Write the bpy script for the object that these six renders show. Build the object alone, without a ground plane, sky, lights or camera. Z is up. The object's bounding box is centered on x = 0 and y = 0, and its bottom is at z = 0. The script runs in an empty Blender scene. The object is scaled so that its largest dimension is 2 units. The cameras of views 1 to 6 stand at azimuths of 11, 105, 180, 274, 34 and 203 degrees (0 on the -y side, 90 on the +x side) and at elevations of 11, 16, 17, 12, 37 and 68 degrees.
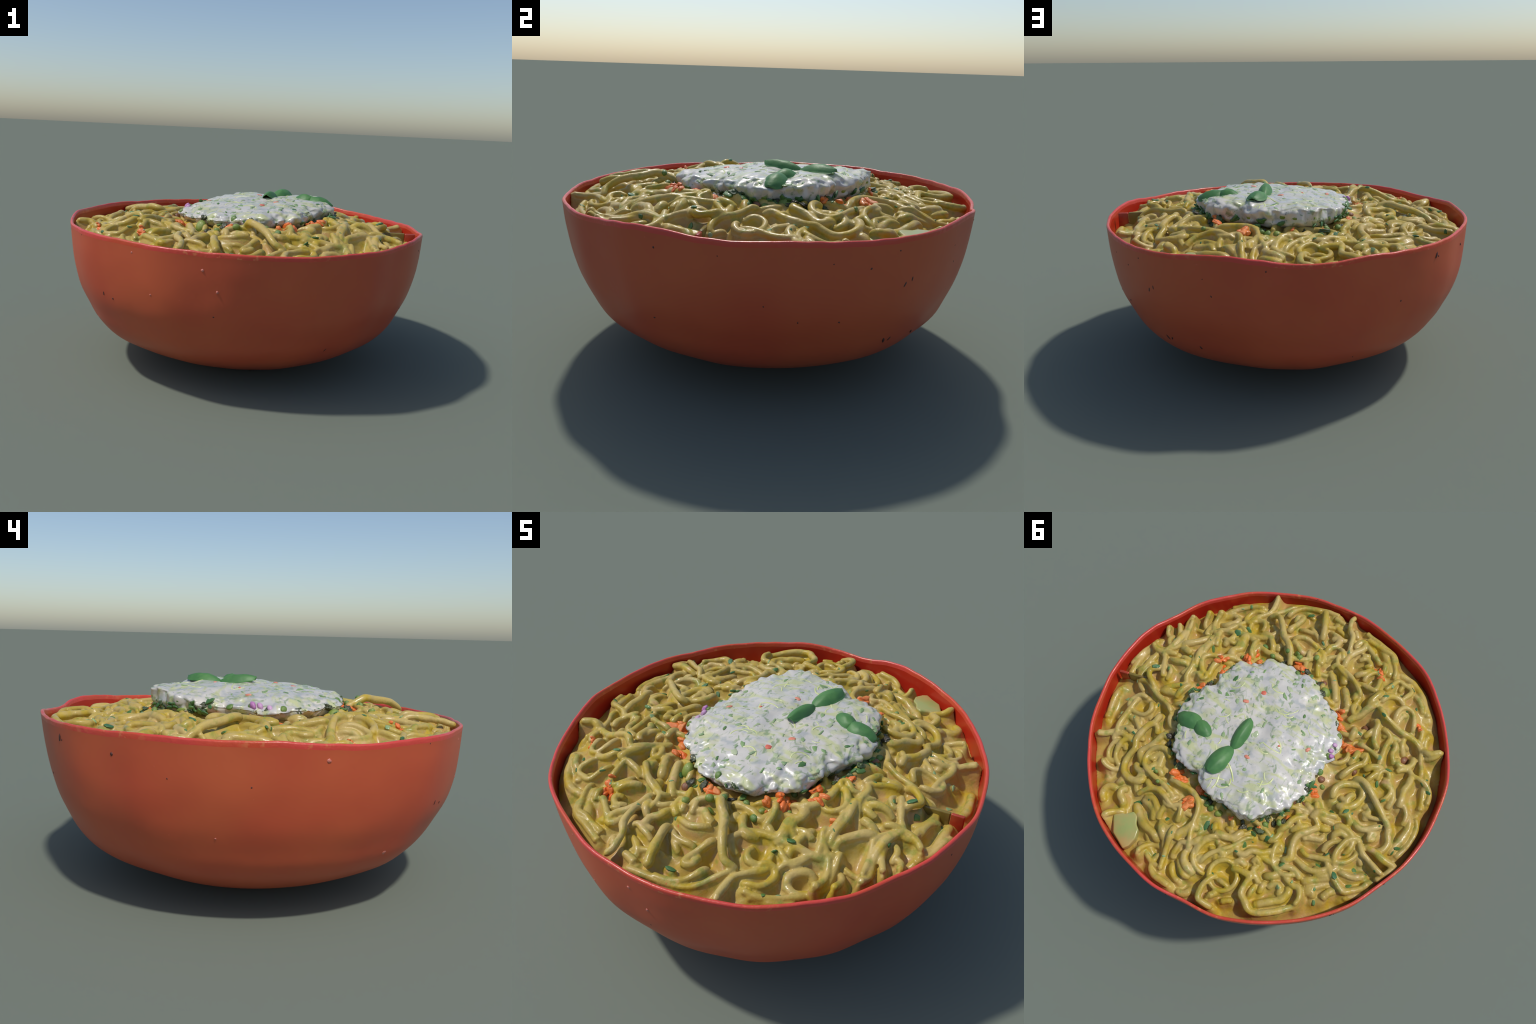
# A red bowl heaped with sauced noodles, topped with herbed yogurt and basil.
import bpy, bmesh, math, random
import numpy as np
from mathutils import Vector, noise
from mathutils.kdtree import KDTree
from mathutils.bvhtree import BVHTree

rng = random.Random(7)
TAU = 2 * math.pi

# ------------------------------------------------------------------ helpers
root = bpy.data.objects.new("noodle_bowl", None)
bpy.context.scene.collection.objects.link(root)
root["label"] = "red bowl of sauced noodles topped with herbed yogurt and basil"
root["category"] = "food bowl"


def add_mesh(name, verts, faces, mat, parent=None, smooth=True):
    me = bpy.data.meshes.new(name)
    me.from_pydata([tuple(map(float, v)) for v in verts], [], faces)
    me.update()
    for m in (mat if isinstance(mat, (list, tuple)) else [mat]):
        me.materials.append(m)
    if smooth:
        me.shade_smooth()
    ob = bpy.data.objects.new(name, me)
    bpy.context.scene.collection.objects.link(ob)
    ob.parent = parent or root
    return ob


def periodic(values, a):
    """Catmull-Rom through evenly spaced values round a circle."""
    v = np.asarray(values, float)
    n = len(v)
    t = (np.asarray(a, float) % TAU) / TAU * n
    i = np.floor(t).astype(int)
    f = t - i
    p0, p1, p2, p3 = (v[(i + k) % n] for k in (-1, 0, 1, 2))
    return 0.5 * (2 * p1 + (p2 - p0) * f + (2 * p0 - 5 * p1 + 4 * p2 - p3) * f**2 + (3 * p1 - p0 - 3 * p2 + p3) * f**3)


def spline(xs, ys, q):
    """Smooth monotone-ish cubic through (xs, ys)."""
    xs, ys, q = np.asarray(xs, float), np.asarray(ys, float), np.asarray(q, float)
    d = np.gradient(ys, xs)
    i = np.clip(np.searchsorted(xs, q, side="right") - 1, 0, len(xs) - 2)
    h = xs[i + 1] - xs[i]
    t = (q - xs[i]) / h
    return ((2 * t**3 - 3 * t**2 + 1) * ys[i] + (t**3 - 2 * t**2 + t) * h * d[i]
            + (-2 * t**3 + 3 * t**2) * ys[i + 1] + (t**3 - t**2) * h * d[i + 1])


def fbm(x, y, z, octaves=3):
    return noise.fractal(Vector((x, y, z)), 0.7, 2.0, octaves)


def ring_faces(n_rings, n_side, start=0):
    out = []
    for i in range(n_rings - 1):
        for j in range(n_side):
            a, b = start + i * n_side + j, start + i * n_side + (j + 1) % n_side
            out.append((a, b, b + n_side, a + n_side))
    return out


# ------------------------------------------------------------------ materials
class Mat:
    def __init__(self, name, rough=0.4, coat=0.0, spec=0.5, sss=0.0):
        self.m = bpy.data.materials.new(name)
        self.m.use_nodes = True
        self.n, self.l = self.m.node_tree.nodes, self.m.node_tree.links
        self.b = self.n["Principled BSDF"]
        self.b.inputs["Roughness"].default_value = rough
        self.b.inputs["Coat Weight"].default_value = coat
        self.b.inputs["Coat Roughness"].default_value = 0.15
        self.b.inputs["Specular IOR Level"].default_value = spec
        self.co = self.n.new("ShaderNodeTexCoord").outputs["Object"]

    def mapping(self, scale=(1, 1, 1), loc=(0, 0, 0), rot=(0, 0, 0), src=None):
        k = self.n.new("ShaderNodeMapping")
        k.inputs["Scale"].default_value = scale
        k.inputs["Location"].default_value = loc
        k.inputs["Rotation"].default_value = rot
        self.l.new(src or self.co, k.inputs["Vector"])
        return k.outputs[0]

    def noise(self, scale, detail=3, rough=0.5, dist=0.0, vec=None):
        k = self.n.new("ShaderNodeTexNoise")
        k.inputs["Scale"].default_value = scale
        k.inputs["Detail"].default_value = detail
        k.inputs["Roughness"].default_value = rough
        k.inputs["Distortion"].default_value = dist
        self.l.new(vec or self.co, k.inputs["Vector"])
        return k.outputs["Fac"]

    def voronoi(self, scale, vec=None, feature="F1", out="Distance"):
        k = self.n.new("ShaderNodeTexVoronoi")
        k.feature = feature
        k.inputs["Scale"].default_value = scale
        self.l.new(vec or self.co, k.inputs["Vector"])
        return k.outputs[out]

    def ramp(self, fac, *stops):
        k = self.n.new("ShaderNodeValToRGB")
        e = k.color_ramp.elements
        while len(e) < len(stops):
            e.new(0.5)
        for s, (p, c) in zip(e, stops):
            s.position = p
            s.color = (*c, 1) if isinstance(c, tuple) else (c, c, c, 1)
        self.l.new(fac, k.inputs[0])
        return k.outputs[0]

    def mix(self, fac, a, b, mode="MIX"):
        k = self.n.new("ShaderNodeMix")
        k.data_type, k.blend_type = "RGBA", mode
        for sock, v in ((k.inputs[0], fac), (k.inputs[6], a), (k.inputs[7], b)):
            if isinstance(v, (int, float)):
                sock.default_value = v
            elif isinstance(v, tuple):
                sock.default_value = (*v, 1)
            else:
                self.l.new(v, sock)
        return k.outputs[2]

    def math(self, op, a, b=0.0):
        k = self.n.new("ShaderNodeMath")
        k.operation = op
        for sock, v in zip(k.inputs, (a, b)):
            if isinstance(v, (int, float)):
                sock.default_value = v
            else:
                self.l.new(v, sock)
        return k.outputs[0]

    def random(self):
        return self.n.new("ShaderNodeObjectInfo").outputs["Random"]

    def color(self, c):
        if isinstance(c, tuple):
            self.b.inputs["Base Color"].default_value = (*c, 1)
        else:
            self.l.new(c, self.b.inputs["Base Color"])

    def rough(self, r):
        self.l.new(r, self.b.inputs["Roughness"])

    def bump(self, h, strength=0.3, dist=0.01):
        k = self.n.new("ShaderNodeBump")
        k.inputs["Strength"].default_value = strength
        k.inputs["Distance"].default_value = dist
        self.l.new(h, k.inputs["Height"])
        self.l.new(k.outputs[0], self.b.inputs["Normal"])


def srgb(r, g, b):
    f = lambda c: c / 12.92 if c <= 0.04045 else ((c + 0.055) / 1.055) ** 2.4
    return tuple(f(v / 255) for v in (r, g, b))


def bowl_material(name, main, alt, rough):
    m = Mat(name, rough, coat=0.05, spec=0.38)
    c = m.mix(m.ramp(m.noise(2.2, 2), (0.35, 0.0), (0.7, 1.0)), main, alt)
    c = m.mix(m.ramp(m.noise(60, 3), (0.72, 0.0), (0.78, 0.35)), c, srgb(216, 106, 88))
    m.color(c)
    m.bump(m.noise(9, 3), 0.12, 0.01)
    return m.m


M_OUT = bowl_material("red_glaze_outside", srgb(196, 92, 56), srgb(190, 80, 52), 0.45)
M_IN = bowl_material("red_glaze_inside", srgb(180, 44, 24), srgb(168, 36, 22), 0.3)


def rim_material():
    m = Mat("worn_rim", 0.36, coat=0.1)
    c = m.mix(m.ramp(m.noise(3, 2), (0.4, 0.0), (0.6, 1.0)), srgb(206, 68, 58), srgb(200, 74, 44))
    chips = m.ramp(m.noise(26, 4, 0.6), (0.56, 0.0), (0.64, 0.7))
    zone = m.ramp(m.noise(1.7, 2), (0.5, 0.0), (0.6, 1.0))
    c = m.mix(m.math("MULTIPLY", chips, zone), c, srgb(208, 124, 76))
    dark = m.ramp(m.noise(31, 2, vec=m.mapping(loc=(3, 1, 2))), (0.74, 0.0), (0.77, 0.8))
    c = m.mix(dark, c, srgb(80, 40, 30))
    m.color(c)
    m.bump(m.noise(40, 3), 0.25, 0.008)
    return m.m


M_RIM = rim_material()


def noodle_material(name, sauce=False):
    m = Mat(name, 0.4, coat=0.08, spec=0.4)
    a, b = srgb(191, 168, 90), srgb(172, 147, 54)
    big = m.ramp(m.noise(3.5, 2), (0.35, 0.0), (0.65, 1.0))
    c = m.mix(big, a, b)
    if sauce:
        am = m.ramp(m.noise(7, 3, 0.55), (0.4, 0.0), (0.58, 1.0))
        c = m.mix(am, c, srgb(182, 146, 84))
    else:
        c = m.mix(m.ramp(m.noise(6, 2, vec=m.mapping(loc=(3, 3, 3))), (0.4, 0.0), (0.6, 0.6)), c, srgb(194, 168, 108))
    yel = m.ramp(m.noise(10, 3, 0.6), (0.5, 0.0), (0.64, 0.8))
    c = m.mix(yel, c, srgb(184, 156, 34))
    grn = m.ramp(m.noise(16, 3, 0.6, vec=m.mapping(loc=(5, 2, 1))), (0.55, 0.0), (0.68, 0.65))
    c = m.mix(grn, c, srgb(132, 142, 58))
    pink = m.ramp(m.noise(14, 2, 0.6, vec=m.mapping(loc=(1, 7, 4))), (0.66, 0.0), (0.76, 0.55))
    c = m.mix(pink, c, srgb(206, 162, 120))
    red = m.ramp(m.noise(34, 2, 0.5, vec=m.mapping(loc=(9, 3, 4))), (0.74, 0.0), (0.8, 0.7))
    c = m.mix(red, c, srgb(206, 104, 64))
    m.color(c)
    m.rough(m.ramp(m.noise(20, 2), (0.3, 0.28), (0.7, 0.56)))
    m.bump(m.noise(45, 3), 0.35, 0.008)
    return m.m


M_NOODLE = noodle_material("sauced_noodle")
M_SAUCE = noodle_material("curry_sauce", True)


def flat_material(name, c1, c2, scale=40.0, rough=0.35, rand=True, c3=None):
    m = Mat(name, rough, coat=0.2)
    c = m.mix(m.ramp(m.noise(scale, 3), (0.35, 0.0), (0.65, 1.0)), c1, c2)
    if rand:
        c = m.mix(m.ramp(m.random(), (0.0, 0.0), (1.0, 1.0)), c, c3 or tuple(0.72 * v for v in c1))
    m.color(c)
    m.bump(m.noise(scale * 2, 3), 0.3, 0.004)
    return m.m


M_CARROT = flat_material("carrot", srgb(246, 122, 40), srgb(236, 100, 36), 50, c3=srgb(224, 132, 62))
M_PEA = flat_material("pea_skin", srgb(120, 142, 52), srgb(150, 160, 72), 40, c3=srgb(98, 128, 56))
M_BEAN = flat_material("brown_bean", srgb(150, 100, 64), srgb(120, 78, 58), 40)
M_DARK = flat_material("dark_mottle", srgb(58, 62, 40), srgb(70, 46, 44), 50, c3=srgb(72, 92, 44))
M_HERB = flat_material("chopped_herb", srgb(48, 98, 58), srgb(66, 114, 56), 60, c3=srgb(92, 128, 60))
M_LIGHTHERB = flat_material("chopped_scallion", srgb(132, 164, 92), srgb(170, 186, 136), 40, c3=srgb(118, 152, 98))
M_HERB_Y = flat_material("herb_in_yogurt", srgb(96, 138, 86), srgb(186, 192, 160), 55, c3=srgb(120, 154, 90))
M_SCAL_Y = flat_material("scallion_in_yogurt", srgb(152, 174, 116), srgb(204, 202, 178), 45, c3=srgb(136, 162, 108))
M_SHRED = flat_material("cabbage_shred", srgb(196, 204, 128), srgb(206, 212, 158), 30, c3=srgb(204, 208, 150))
M_DICE = flat_material("tomato_dice", srgb(226, 128, 100), srgb(222, 150, 120), 60, c3=srgb(218, 104, 78))
M_ONION = flat_material("purple_onion", srgb(196, 140, 186), srgb(210, 186, 204), 60, c3=srgb(180, 110, 170))
M_CELERY = flat_material("celery_slice", srgb(158, 168, 98), srgb(182, 160, 98), 11, 0.3, False)
M_PEPPER = flat_material("pepper_strip", srgb(132, 118, 44), srgb(116, 92, 40), 18, 0.35, False)
M_PEPPERTIP = flat_material("pepper_red_end", srgb(190, 64, 36), srgb(160, 60, 34), 18, 0.35, False)
M_MARK = flat_material("dark_chip", srgb(92, 44, 36), srgb(70, 36, 30), 60, 0.6)
M_PALE = flat_material("pale_chip", srgb(224, 130, 112), srgb(206, 104, 84), 120, 0.4)


def yogurt_material():
    m = Mat("herbed_yogurt", 0.3, coat=0.35)
    white = m.mix(m.ramp(m.noise(5, 3), (0.35, 0.0), (0.65, 1.0)), srgb(206, 199, 186), srgb(192, 189, 183))
    st = m.mapping(scale=(1.0, 1.9, 1.4), rot=(0, 0, 0.9))
    grn = m.ramp(m.noise(8, 2, 0.55, 1.2, st), (0.5, 0.0), (0.64, 0.75))
    c = m.mix(grn, white, srgb(186, 190, 126))
    st2 = m.mapping(scale=(1.7, 1.0, 1.4), rot=(0, 0, 0.4), loc=(4, 1, 0))
    dk = m.ramp(m.noise(17, 2, 0.6, 1.0, st2), (0.56, 0.0), (0.66, 0.75))
    c = m.mix(dk, c, srgb(122, 144, 98))
    gray = m.ramp(m.noise(19, 2, 0.5, vec=m.mapping(loc=(7, 7, 2))), (0.54, 0.0), (0.68, 0.7))
    c = m.mix(gray, c, srgb(164, 168, 166))
    spk = m.ramp(m.noise(75, 1, vec=m.mapping(loc=(2, 5, 1))), (0.75, 0.0), (0.78, 0.8))
    c = m.mix(spk, c, srgb(84, 88, 84))
    m.color(c)
    m.rough(m.ramp(m.noise(18, 2), (0.3, 0.24), (0.7, 0.5)))
    m.bump(m.noise(26, 3), 0.25, 0.008)
    return m.m


M_YOGURT = yogurt_material()


def leaf_material():
    m = Mat("basil_leaf_green", 0.5)
    c = m.mix(m.ramp(m.noise(14, 4, 0.6), (0.4, 0.0), (0.65, 1.0)), srgb(74, 124, 68), srgb(88, 138, 74))
    c = m.mix(m.ramp(m.noise(50, 3, vec=m.mapping(scale=(1, 3, 1))), (0.64, 0.0), (0.72, 0.5)), c, srgb(58, 106, 62))
    m.color(c)
    m.bump(m.noise(40, 3), 0.2, 0.006)
    t = m.n.new("ShaderNodeBsdfTranslucent")
    t.inputs["Color"].default_value = (*srgb(90, 140, 50), 1)
    mx = m.n.new("ShaderNodeMixShader")
    mx.inputs[0].default_value = 0.12
    out = m.n["Material Output"]
    m.l.new(m.b.outputs[0], mx.inputs[1])
    m.l.new(t.outputs[0], mx.inputs[2])
    m.l.new(mx.outputs[0], out.inputs["Surface"])
    return m.m


M_LEAF = leaf_material()

# ------------------------------------------------------------------ bowl
# rim radius and rim height every ten degrees, and how the wall narrows
# towards the base (share of the rim radius against share of the height)
RIM_R = [1.0043, 0.9975, 0.9965, 0.9933, 0.998, 1.0078, 1.0033, 0.9973, 1.0015, 0.9854, 1.0025, 1.0035,
         1.0016, 1.0053, 1.004, 0.9935, 1.0013, 1.0002, 0.9999, 1.0041, 1.0, 0.9997, 1.0022, 1.0095,
         0.997, 0.9891, 0.9948, 0.9916, 0.9986, 0.9972, 1.0046, 0.9975, 1.0029, 0.9913, 1.003, 1.0007]
RIM_Z = [0.7817, 0.7775, 0.7827, 0.7783, 0.7771, 0.7837, 0.7917, 0.8059, 0.8017, 0.7787, 0.7842, 0.8006,
         0.7976, 0.7973, 0.7976, 0.796, 0.8011, 0.7975, 0.7947, 0.7968, 0.7863, 0.7791, 0.7854, 0.7877,
         0.7841, 0.7812, 0.7778, 0.7737, 0.7708, 0.7677, 0.7675, 0.7723, 0.7741, 0.779, 0.7943, 0.797]
PROFILE = [0.36, 0.383, 0.422, 0.492, 0.59, 0.694, 0.792, 0.86, 0.903, 0.944, 0.971, 0.989, 1.0]
BASE_OFF = (-0.01, 0.005)
WALL = 0.017


def wall_share(h):
    return spline(np.linspace(0, 1, 13), PROFILE, np.sqrt(np.clip(h, 0, 1)))


def bulge(a, h):
    """Where the hand-made wall swells: (angle, height share, width, height width, amount)."""
    out = 0.0
    for deg, hc, wa, wh, amt in ((-106, .58, 25, .28, .02), (150, .58, 17, .26, .016), (33, .5, 14, .24, .011), (91, .32, 12, .17, .016), (-11, .6, 10, .3, .007), (-85, .95, 50, .3, .004), (90, .95, 22, .2, .004)):
        d = (np.degrees(a) - deg + 180) % 360 - 180
        out = out + amt * np.exp(-((d / wa) ** 2) - ((h - hc) / wh) ** 2)
    return out


def wall_point(a, h, inset=0.0):
    """Point on the bowl wall at angle a, share of height h, moved inwards."""
    f = wall_share(h)
    R = periodic(RIM_R, a) * f - inset + bulge(a, h)
    x = R * np.cos(a) + BASE_OFF[0] * (1 - f)
    y = R * np.sin(a) + BASE_OFF[1] * (1 - f)
    return x, y, periodic(RIM_Z, a) * h


def inner_radius(a, z):
    h = np.asarray(z) / periodic(RIM_Z, a)
    x, y, _ = wall_point(a, np.clip(h, 0, 1), WALL)
    return np.hypot(x, y)


def build_bowl():
    n = 360
    a = np.arange(n) * TAU / n
    rings, zone = [], []

    def add(h, inset, dz=0.0, kind=0):
        x, y, z = wall_point(a, h, inset)
        rings.append(np.stack([x, y, z + dz], 1))
        zone.append(kind)

    t = np.linspace(0, 0.985, 60)
    for s in t:
        add(s * s, 0.0, 0.0, 0)
    for k in range(9):                       # rounded lip
        w = math.pi * (k / 8)
        lip = WALL / 2
        add(1.0, lip - lip * math.cos(w), -0.008 + 0.008 * math.sin(w), 1)
    for s in np.linspace(0.985, 0.3, 40):
        add(s * s, WALL + 0.004 * (1 - s), 0.0, 2)
    V = np.concatenate(rings)
    # small dents and ripples of hand-made pottery
    for i, v in enumerate(V):
        d = 0.0035 * fbm(v[0] * 3, v[1] * 3, v[2] * 4, 2)
        r = math.hypot(v[0], v[1]) + 1e-9
        V[i, 0] += v[0] / r * d
        V[i, 1] += v[1] / r * d
        if v[2] > 0.7:
            V[i, 2] += 0.003 * noise.noise(Vector((v[0] * 14, v[1] * 14, 0)))
    V[:n, 2] = 0.0
    F = ring_faces(len(rings), n)
    idx = []
    for i in range(len(rings) - 1):
        k = 1 if (zone[i] == 1 or zone[i + 1] == 1) else zone[i]
        idx += [k] * n
    F = [f[::1] for f in F]
    c0 = len(V)
    V = np.concatenate([V, [[BASE_OFF[0] * 0.85, BASE_OFF[1] * 0.85, 0.0], [0, 0, V[-n:, 2].mean()]]])
    for j in range(n):
        F.append((c0, (j + 1) % n, j))
        idx.append(0)
        F.append((c0 + 1, c0 - n + j, c0 - n + (j + 1) % n))
        idx.append(2)
    ob = add_mesh("bowl", V, F, [M_OUT, M_RIM, M_IN])
    ob.data.polygons.foreach_set("material_index", idx)
    return ob


bowl = build_bowl()


def chip(deg, z, size, mat, name, tall):
    a = np.radians(deg)
    h = z / periodic(RIM_Z, a)
    p = np.array(wall_point(a, h)).ravel()
    px = np.array(wall_point(a + 0.01, h)).ravel() - p
    pz = np.array(wall_point(a, h + 0.01)).ravel() - p
    px /= np.linalg.norm(px)
    pz /= np.linalg.norm(pz)
    nr = np.cross(px, pz)
    V, F = [tuple(p + nr * 0.0022)], []
    n = 12
    tilt = rng.uniform(-0.5, 0.5)
    for ring, lift in ((0.65, 0.0018), (1.0, -0.002)):
        for j in range(n):
            w = TAU * j / n
            rr = ring * size * (0.75 + 0.45 * rng.random())
            u, v = rr * math.cos(w) / tall, rr * math.sin(w) * tall
            u, v = u * math.cos(tilt) - v * math.sin(tilt), u * math.sin(tilt) + v * math.cos(tilt)
            V.append(tuple(p + px * u + pz * v + nr * lift))
    for j in range(n):
        F.append((0, 1 + j, 1 + (j + 1) % n))
        F.append((1 + j, 1 + n + j, 1 + n + (j + 1) % n, 1 + (j + 1) % n))
    add_mesh(name, V, F, mat, bowl)


for deg, z, size in ((-11, .718, 6), (14, .625, 6), (14, .52, 5), (-14, .403, 5), (22, .45, 5), (32, .443, 4),
                     (38, .665, 6), (45, .727, 4), (71, .468, 4), (67, .689, 4), (122, .545, 6), (135, .725, 4),
                     (111, .247, 4), (84, .745, 4), (29, .692, 4), (167, .642, 4), (-119, .476, 6), (-89, .425, 6),
                     (-86, .47, 6), (-132, .76, 4), (69, .608, 7), (4, .716, 3), (153, .709, 8), (-175, .626, 6)):
    chip(deg, z, size / 1000, M_MARK, "dark_chip", rng.uniform(0.9, 1.3))
for deg, z, size in ((48, .58, 11), (48, .306, 12), (50, .6, 9), (50, .307, 8), (134, .733, 12), (-50, .272, 9), (-123, .489, 7), (61, .292, 7)):
    chip(deg, z, size / 1000, M_MARK, "dark_chip", 1.7)
for deg, z, size in ((-110, .73, 8), (-89, .688, 8), (-85, .591, 8), (-104, .543, 6), (-159, .723, 9), (-137, .3, 14), (177, .414, 5)):
    chip(deg, z, size / 1000, M_PALE, "pale_chip", 1.0)


# ------------------------------------------------------------------ noodles
def crest(x, y):
    """Height of the tops of the heap of noodles: a steep mound, fuller on one side, with pools by the wall."""
    r = np.hypot(x, y)
    z = spline([0, .3, .45, .6, .75, .85, .95, 1.1], [.831, .831, .826, .815, .796, .777, .753, .72], r)
    a = np.degrees(np.arctan2(y, x))
    for deg, wide, rc, wr, up in CLUMPS:
        d = (a - deg + 180) % 360 - 180
        z = z + up * np.exp(-((d / wide) ** 2) - ((r - rc) / wr) ** 2)
    return z


# (angle, angular width, distance, width, rise)
CLUMPS = ((-22, 16, .68, .14, .035), (-136, 11, .67, .11, .045), (132, 28, .66, .15, -.026), (-75, 10, .62, .1, .01),
          (32, 8, .82, .1, -.045), (72, 8, .86, .09, -.045), (52, 11, .93, .08, -.03), (12, 10, .93, .08, -.03),
          (-145, 16, .9, .08, .015), (-45, 15, .88, .11, -.048), (-125, 32, .53, .09, -.012), (0, 55, .5, .08, .03),
          (-8, 8, .70, .09, .02), (55, 8, .76, .08, -.035), (-160, 10, .78, .09, -.04), (-105, 12, .55, .08, -.02), (85, 9, .58, .08, .015))

SPINES = []          # (radius, lift, points Nx3)



def catmull(P, step=0.009):
    P = np.asarray(P, float)
    Q = np.vstack([2 * P[0] - P[1], P, 2 * P[-1] - P[-2]])
    out = []
    for i in range(1, len(Q) - 2):
        p0, p1, p2, p3 = Q[i - 1], Q[i], Q[i + 1], Q[i + 2]
        n = max(2, int(np.linalg.norm(p2 - p1) / step))
        for f in np.arange(n) / n:
            out.append(0.5 * (2 * p1 + (p2 - p0) * f + (2 * p0 - 5 * p1 + 4 * p2 - p3) * f**2
                              + (3 * p1 - p0 - 3 * p2 + p3) * f**3))
    out.append(P[-1])
    return np.array(out)


def strand(radius, lift, *pts):
    """A noodle lying on the heap: thickness, how far it stands proud, plan of its path."""
    xy = catmull(pts)
    seed = len(SPINES) * 3.7
    L = len(xy)
    s = np.concatenate([[0], np.cumsum(np.linalg.norm(np.diff(xy, axis=0), axis=1))])
    t = s / s[-1]
    r = np.hypot(xy[:, 0], xy[:, 1])
    a = np.arctan2(xy[:, 1], xy[:, 0])
    up = np.clip(np.minimum(t, 1 - t) / 0.3, 0, 1)
    up = up * up * (3 - 2 * up)
    z = crest(xy[:, 0], xy[:, 1]) - radius * 0.85 + np.where(lift > 0, lift * (0.25 + 0.75 * up), lift)
    z = z + np.array([0.011 * noise.noise(Vector((q * 9, seed, 0))) for q in s])
    z = z - np.where(r < 0.9, 0.022 * np.clip(1 - np.minimum(s, s[-1] - s) / 0.045, 0, 1) ** 2, 0)
    for end, order in ((0, slice(None)), (-1, slice(None, None, -1))):   # ends that climb the wall
        so = s if end == 0 else s[-1] - s
        near = int(np.argmin(np.abs(so - 0.09)))
        if r[end] > 0.915 and r[near] < r[end] - 0.045:
            z = z + np.clip(0.765 - z[end], 0, 0.06) * np.clip(1 - so / 0.12, 0, 1) ** 1.5
    rin = inner_radius(a, z) - radius * 0.55
    k = np.minimum(1, rin / r)
    SPINES.append((radius, lift, np.stack([xy[:, 0] * k, xy[:, 1] * k, z], 1)))


strand(0.021, 0.000, (0.700, 0.071), (0.669, 0.119), (0.688, 0.163), (0.743, 0.169), (0.802, 0.147), (0.809, 0.101), (0.776, 0.063), (0.723, 0.062))
strand(0.023, 0.030, (0.738, -0.141), (0.758, -0.117), (0.790, -0.086), (0.776, -0.052), (0.728, -0.012), (0.693, 0.010))
strand(0.019, 0.000, (0.756, -0.524), (0.740, -0.424), (0.720, -0.341), (0.766, -0.273), (0.821, -0.259), (0.860, -0.240))
strand(0.020, 0.000, (0.766, -0.273), (0.783, -0.239), (0.758, -0.194), (0.732, -0.136), (0.705, -0.080))
strand(0.022, 0.005, (0.738, -0.209), (0.695, -0.198), (0.651, -0.204), (0.611, -0.216))
strand(0.021, 0.000, (0.607, -0.272), (0.583, -0.216), (0.582, -0.140), (0.565, -0.098), (0.588, -0.077), (0.630, -0.048), (0.679, -0.020))
strand(0.018, 0.000, (0.811, -0.387), (0.813, -0.338), (0.783, -0.299))
strand(0.026, 0.000, (0.723, -0.315), (0.695, -0.339), (0.657, -0.369), (0.610, -0.424), (0.604, -0.465))
strand(0.020, 0.000, (0.630, -0.291), (0.670, -0.298), (0.713, -0.309))
strand(0.020, 0.000, (0.585, -0.472), (0.578, -0.387), (0.589, -0.333), (0.580, -0.265), (0.565, -0.205))
strand(0.030, -0.012, (0.917, -0.040), (0.919, -0.146), (0.912, -0.218), (0.862, -0.271))
strand(0.024, -0.020, (0.908, 0.249), (0.929, 0.157), (0.935, 0.082), (0.924, 0.037))
strand(0.022, -0.005, (0.856, -0.099), (0.845, -0.142), (0.832, -0.194), (0.833, -0.237))
strand(0.021, 0.000, (0.493, -0.210), (0.470, -0.168), (0.490, -0.152), (0.534, -0.179), (0.566, -0.153))
strand(0.024, -0.005, (0.690, -0.005), (0.641, -0.012), (0.602, -0.016), (0.564, -0.022))
strand(0.022, 0.000, (0.576, 0.008), (0.562, -0.050), (0.537, -0.101))
strand(0.022, 0.000, (0.504, 0.011), (0.489, -0.034), (0.481, -0.081))
strand(0.019, -0.015, (0.725, -0.121), (0.711, -0.158), (0.681, -0.128), (0.681, -0.074))
strand(0.022, 0.005, (0.383, -0.932), (0.364, -0.886), (0.356, -0.818), (0.364, -0.772), (0.401, -0.725), (0.433, -0.692), (0.447, -0.639))
strand(0.022, 0.045, (0.350, -0.744), (0.295, -0.751), (0.240, -0.684), (0.195, -0.611), (0.147, -0.570), (0.115, -0.525), (0.087, -0.459))
strand(0.021, 0.000, (0.254, -0.792), (0.237, -0.844), (0.200, -0.895), (0.146, -0.920), (0.084, -0.929))
strand(0.021, 0.022, (0.063, -0.929), (0.030, -0.844), (0.006, -0.768), (-0.007, -0.712))
strand(0.021, 0.000, (0.202, -0.678), (0.182, -0.738), (0.163, -0.798), (0.165, -0.830), (0.194, -0.815), (0.190, -0.767))
strand(0.020, -0.010, (0.153, -0.738), (0.097, -0.744), (0.044, -0.742), (0.002, -0.711))
strand(0.021, 0.000, (0.342, -0.582), (0.294, -0.603), (0.247, -0.565), (0.218, -0.506))
strand(0.027, 0.000, (0.202, -0.574), (0.198, -0.547), (0.194, -0.521))
strand(0.021, 0.000, (0.550, -0.525), (0.532, -0.570), (0.504, -0.608), (0.465, -0.602), (0.420, -0.573))
strand(0.020, 0.000, (0.575, -0.537), (0.557, -0.466), (0.571, -0.358), (0.566, -0.286), (0.554, -0.210))
strand(0.021, 0.000, (0.414, -0.596), (0.425, -0.642), (0.408, -0.679), (0.366, -0.691), (0.340, -0.661), (0.343, -0.620))
strand(0.028, 0.003, (0.408, -0.572), (0.409, -0.518), (0.397, -0.448), (0.425, -0.412), (0.421, -0.360))
strand(0.020, 0.000, (0.402, -0.561), (0.357, -0.530), (0.311, -0.507))
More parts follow.
